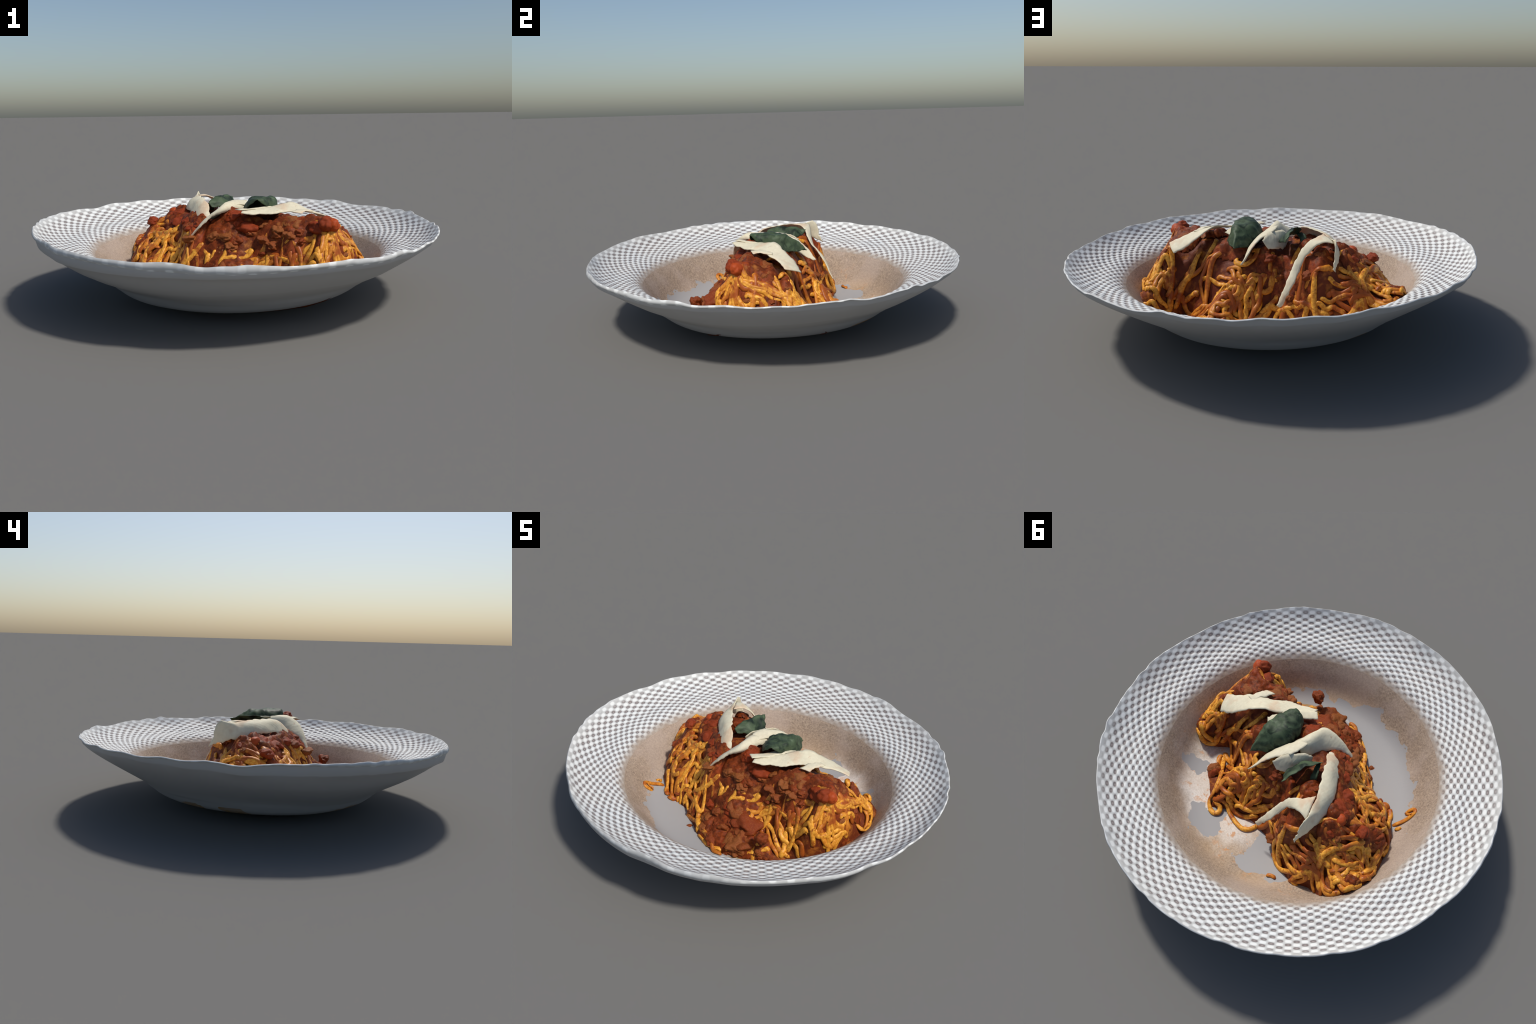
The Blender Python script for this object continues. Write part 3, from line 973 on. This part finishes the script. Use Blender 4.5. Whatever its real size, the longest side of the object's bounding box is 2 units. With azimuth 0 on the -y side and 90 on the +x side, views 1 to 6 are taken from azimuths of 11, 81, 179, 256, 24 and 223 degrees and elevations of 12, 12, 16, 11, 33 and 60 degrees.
# ---------------------------------------------------------------- sheets: shavings and leaves
def sheet(name, rows, mat, thick, nu=46, nv=9, ragged=.004, wavy=.004, seed=0., crease=0.):
    """a thin solid lofted through rows of points (edge, ..., edge), each row running along the piece"""
    R = [catmull(r, nu) for r in rows]
    G = np.stack([catmull([r[i] for r in R], nv) for i in range(nu)], 1)      # nv x nu x 3
    du, dv = np.gradient(G, axis=1), np.gradient(G, axis=0)
    N = np.cross(du, dv)
    N /= np.linalg.norm(N, axis=2)[:, :, None] + 1e-9
    top, bot = np.empty_like(G), np.empty_like(G)
    for j in range(nv):
        for i in range(nu):
            p = G[j, i].copy()
            q = min(j, nv - 1 - j) / (nv - 1) * 2
            e = (1 - q) ** 3
            c = dv[j, i] / (np.linalg.norm(dv[j, i]) + 1e-9) * (1 if j > nv / 2 else -1)
            p += c * ragged * e * (fbm(p, 45, 3, seed) * 1.3 + fbm(p, 15, 2, seed + 8) * 1.6)
            p += N[j, i] * (wavy * fbm(p, 16, 3, seed + 3) + crease * (abs(math.sin(9 * i / nu * PI + 2.2 * abs(j / (nv - 1) - .5) * PI)) - .5) * (1 - (2 * j / (nv - 1) - 1) ** 4))
            t = thick * (.45 + .55 * min(1, q * 2.5)) * (.5 + .5 * min(1, min(i, nu - 1 - i) / 3))
            top[j, i], bot[j, i] = p + N[j, i] * t / 2, p - N[j, i] * t / 2
    V = np.vstack([top.reshape(-1, 3), bot.reshape(-1, 3)])
    o = nu * nv
    F = grid_faces(nu, nv) + [tuple(o + k for k in f[::-1]) for f in grid_faces(nu, nv)]
    ring = [i for i in range(nu)] + [j * nu + nu - 1 for j in range(1, nv)] + [(nv - 1) * nu + i for i in range(nu - 2, -1, -1)] + [j * nu for j in range(nv - 2, 0, -1)]
    for a, b in zip(ring, ring[1:] + ring[:1]):
        F.append((b, a, o + a, o + b))
    return add(name, make_mesh(name, V, F, mat), food)


# long curled shaving standing on the left of the heap, with a narrow arm hanging down the back
sheet("cheese_shaving", [
    [(-.11, -.10, .405), (-.140, -.045, .468), (-.178, .03, .484), (-.222, .10, .486), (-.254, .165, .482), (-.272, .225, .474), (-.288, .305, .486), (-.280, .338, .39), (-.277, .352, .363)],
    [(-.135, -.115, .40), (-.178, -.05, .452), (-.222, .02, .468), (-.264, .085, .465), (-.29, .155, .455), (-.298, .225, .44), (-.299, .295, .415), (-.284, .342, .375), (-.279, .353, .361)],
    [(-.16, -.12, .395), (-.207, -.06, .415), (-.255, .015, .422), (-.297, .085, .42), (-.316, .155, .412), (-.314, .225, .398), (-.303, .290, .380), (-.287, .345, .366), (-.281, .354, .359)]],
    M_CHEESE, .009, 60, 11, .006, .004, 1.)
sheet("cheese_shaving", [
    [(-.245, .16, .482), (-.215, .20, .478), (-.165, .222, .455), (-.118, .240, .392), (-.088, .282, .335), (-.055, .318, .266), (-.034, .336, .217), (-.022, .345, .192)],
    [(-.265, .22, .478), (-.225, .235, .475), (-.172, .24, .448), (-.123, .252, .38), (-.096, .298, .324), (-.062, .328, .256), (-.040, .342, .21), (-.026, .348, .189)],
    [(-.285, .275, .468), (-.237, .268, .468), (-.185, .258, .436), (-.135, .265, .362), (-.110, .315, .308), (-.074, .338, .242), (-.048, .347, .20), (-.031, .350, .186)]],
    M_CHEESE, .008, 50, 7, .004, .003, 5.)
# broad shaving lying on the right of the heap
sheet("cheese_shaving", [
    [(.481, .055, .362), (.43, .05, .385), (.37, .025, .425), (.285, -.035, .478), (.205, -.08, .465), (.135, -.145, .458), (.070, -.205, .455)],
    [(.498, .02, .378), (.44, .005, .404), (.375, -.03, .435), (.295, -.075, .462), (.205, -.145, .450), (.125, -.195, .448), (.070, -.230, .449)],
    [(.512, -.028, .392), (.455, -.05, .418), (.39, -.09, .438), (.30, -.125, .447), (.205, -.18, .441), (.12, -.215, .443), (.068, -.235, .447)]],
    M_CHEESE, .010, 50, 9, .005, .003, 9.)
sheet("cheese_shaving", [
    [(.395, -.07, .442), (.365, -.12, .448), (.345, -.16, .440)],
    [(.36, -.06, .447), (.325, -.11, .453), (.30, -.165, .448)]], M_CHEESE, .007, 20, 6, .006, .003, 14.)
# narrow pointed shaving under the big leaf
sheet("cheese_shaving", [
    [(.148, .208, .347), (.105, .178, .400), (.06, .125, .446), (.01, .08, .466), (-.02, .04, .476), (-.035, -.03, .478)],
    [(.146, .204, .345), (.115, .168, .382), (.085, .115, .432), (.035, .065, .462), (.0, .015, .470), (-.015, -.04, .474)],
    [(.143, .198, .342), (.130, .150, .362), (.108, .10, .405), (.065, .045, .445), (.03, -.01, .460), (.01, -.06, .464)]],
    M_CHEESE, .009, 40, 9, .004, .003, 20.)
# folded grey-looking flap of the same shaving, facing the back
sheet("cheese_shaving", [
    [(.045, .138, .450), (.012, .085, .468), (-.017, .045, .472), (-.055, .01, .466), (-.085, -.012, .440)],
    [(.03, .140, .425), (0, .11, .435), (-.028, .080, .438), (-.065, .035, .43), (-.085, .0, .415)],
    [(.015, .142, .405), (-.01, .13, .403), (-.032, .118, .400), (-.062, .06, .388), (-.075, .01, .385)]],
    M_CHEESE, .007, 36, 8, .004, .003, 24.)
# standing shaving in the middle
sheet("cheese_shaving", [
    [(.045, .01, .440), (.022, -.06, .446), (-.002, -.115, .450), (-.022, -.155, .445), (-.09, -.19, .418), (-.145, -.202, .362), (-.189, -.206, .322)],
    [(.0, .0, .468), (-.02, -.06, .480), (-.03, -.125, .481), (-.042, -.168, .462), (-.102, -.19, .422), (-.152, -.198, .366), (-.191, -.203, .322)],
    [(-.025, .01, .44), (-.05, -.05, .44), (-.07, -.105, .44), (-.09, -.15, .43), (-.128, -.174, .402), (-.168, -.188, .356), (-.196, -.198, .317)],
    [(-.045, .012, .405), (-.068, -.04, .398), (-.095, -.09, .398), (-.122, -.13, .398), (-.148, -.160, .38), (-.178, -.18, .345), (-.200, -.194, .312)]],
    M_CHEESE, .008, 50, 8, .005, .004, 30.)
# pale shaving behind and under the big leaf
sheet("cheese_shaving", [
    [(.235, -.04, .445), (.19, -.09, .462), (.13, -.16, .462), (.06, -.215, .462)],
    [(.20, .0, .438), (.155, -.05, .455), (.10, -.12, .455), (.03, -.185, .458)]],
    M_CHEESE, .008, 30, 7, .005, .003, 36.)

# basil
sheet("basil_leaf", [
    [(.135, -.138, .495), (.178, -.09, .452), (.205, -.03, .418), (.212, .03, .408), (.200, .09, .410), (.181, .152, .413)],
    [(.135, -.140, .498), (.165, -.10, .492), (.188, -.04, .488), (.190, .03, .487), (.178, .10, .462), (.178, .148, .414), (.181, .152, .413)],
    [(.132, -.140, .500), (.130, -.105, .508), (.132, -.03, .500), (.128, .03, .490), (.133, .08, .450), (.155, .128, .414), (.181, .152, .412)],
    [(.122, -.140, .496), (.093, -.115, .498), (.080, -.04, .498), (.076, .01, .480), (.088, .055, .442), (.125, .105, .412), (.181, .152, .411)],
    [(.112, -.138, .485), (.070, -.122, .455), (.048, -.06, .438), (.046, .0, .428), (.066, .045, .410), (.105, .085, .402), (.181, .152, .410)]],
    M_LEAF, .006, 44, 21, .004, .013, 50., 0)
sheet("basil_leaf", [
    [(-.073, .206, .476), (-.090, .15, .492), (-.112, .09, .494), (-.135, .03, .484), (-.15, -.005, .463)],
    [(-.068, .198, .466), (-.066, .14, .474), (-.082, .08, .476), (-.108, .03, .468), (-.14, -.008, .453)],
    [(-.062, .186, .448), (-.040, .13, .438), (-.052, .065, .436), (-.088, .02, .440), (-.13, -.01, .444)]],
    M_LEAF, .006, 36, 13, .004, .010, 60., 0)
sheet("basil_leaf", [
    [(-.140, -.005, .455), (-.160, .03, .458), (-.172, .06, .440), (-.172, .078, .395)],
    [(-.12, .01, .445), (-.135, .045, .440), (-.145, .080, .418), (-.155, .088, .385)]],
    M_LEAF, .006, 20, 7, .003, .005, 66., .002)

# noodle scraps lying on the plate
strand((-.52, -.14), (-.545, -.175), (-.567, -.215), (-.575, -.252), (-.560, -.266), (-.545, -.255), (-.535, -.235), loose=True, a=.011)
strand((-.570, -.235), (-.545, -.232), (-.530, -.235), loose=True, a=.008)
strand((-.545, -.13), (-.56, -.14), (-.565, -.155), loose=True, a=.010)
strand((-.215, .49), (-.24, .475), (-.268, .470), loose=True, a=.010)
lump("meat_crumb", -.224, -.362, .012, z=.036)

for ob in food.children:
    if ob.name in ("sauce", "pasta_core"):
        ob["kind"] = "stuff"
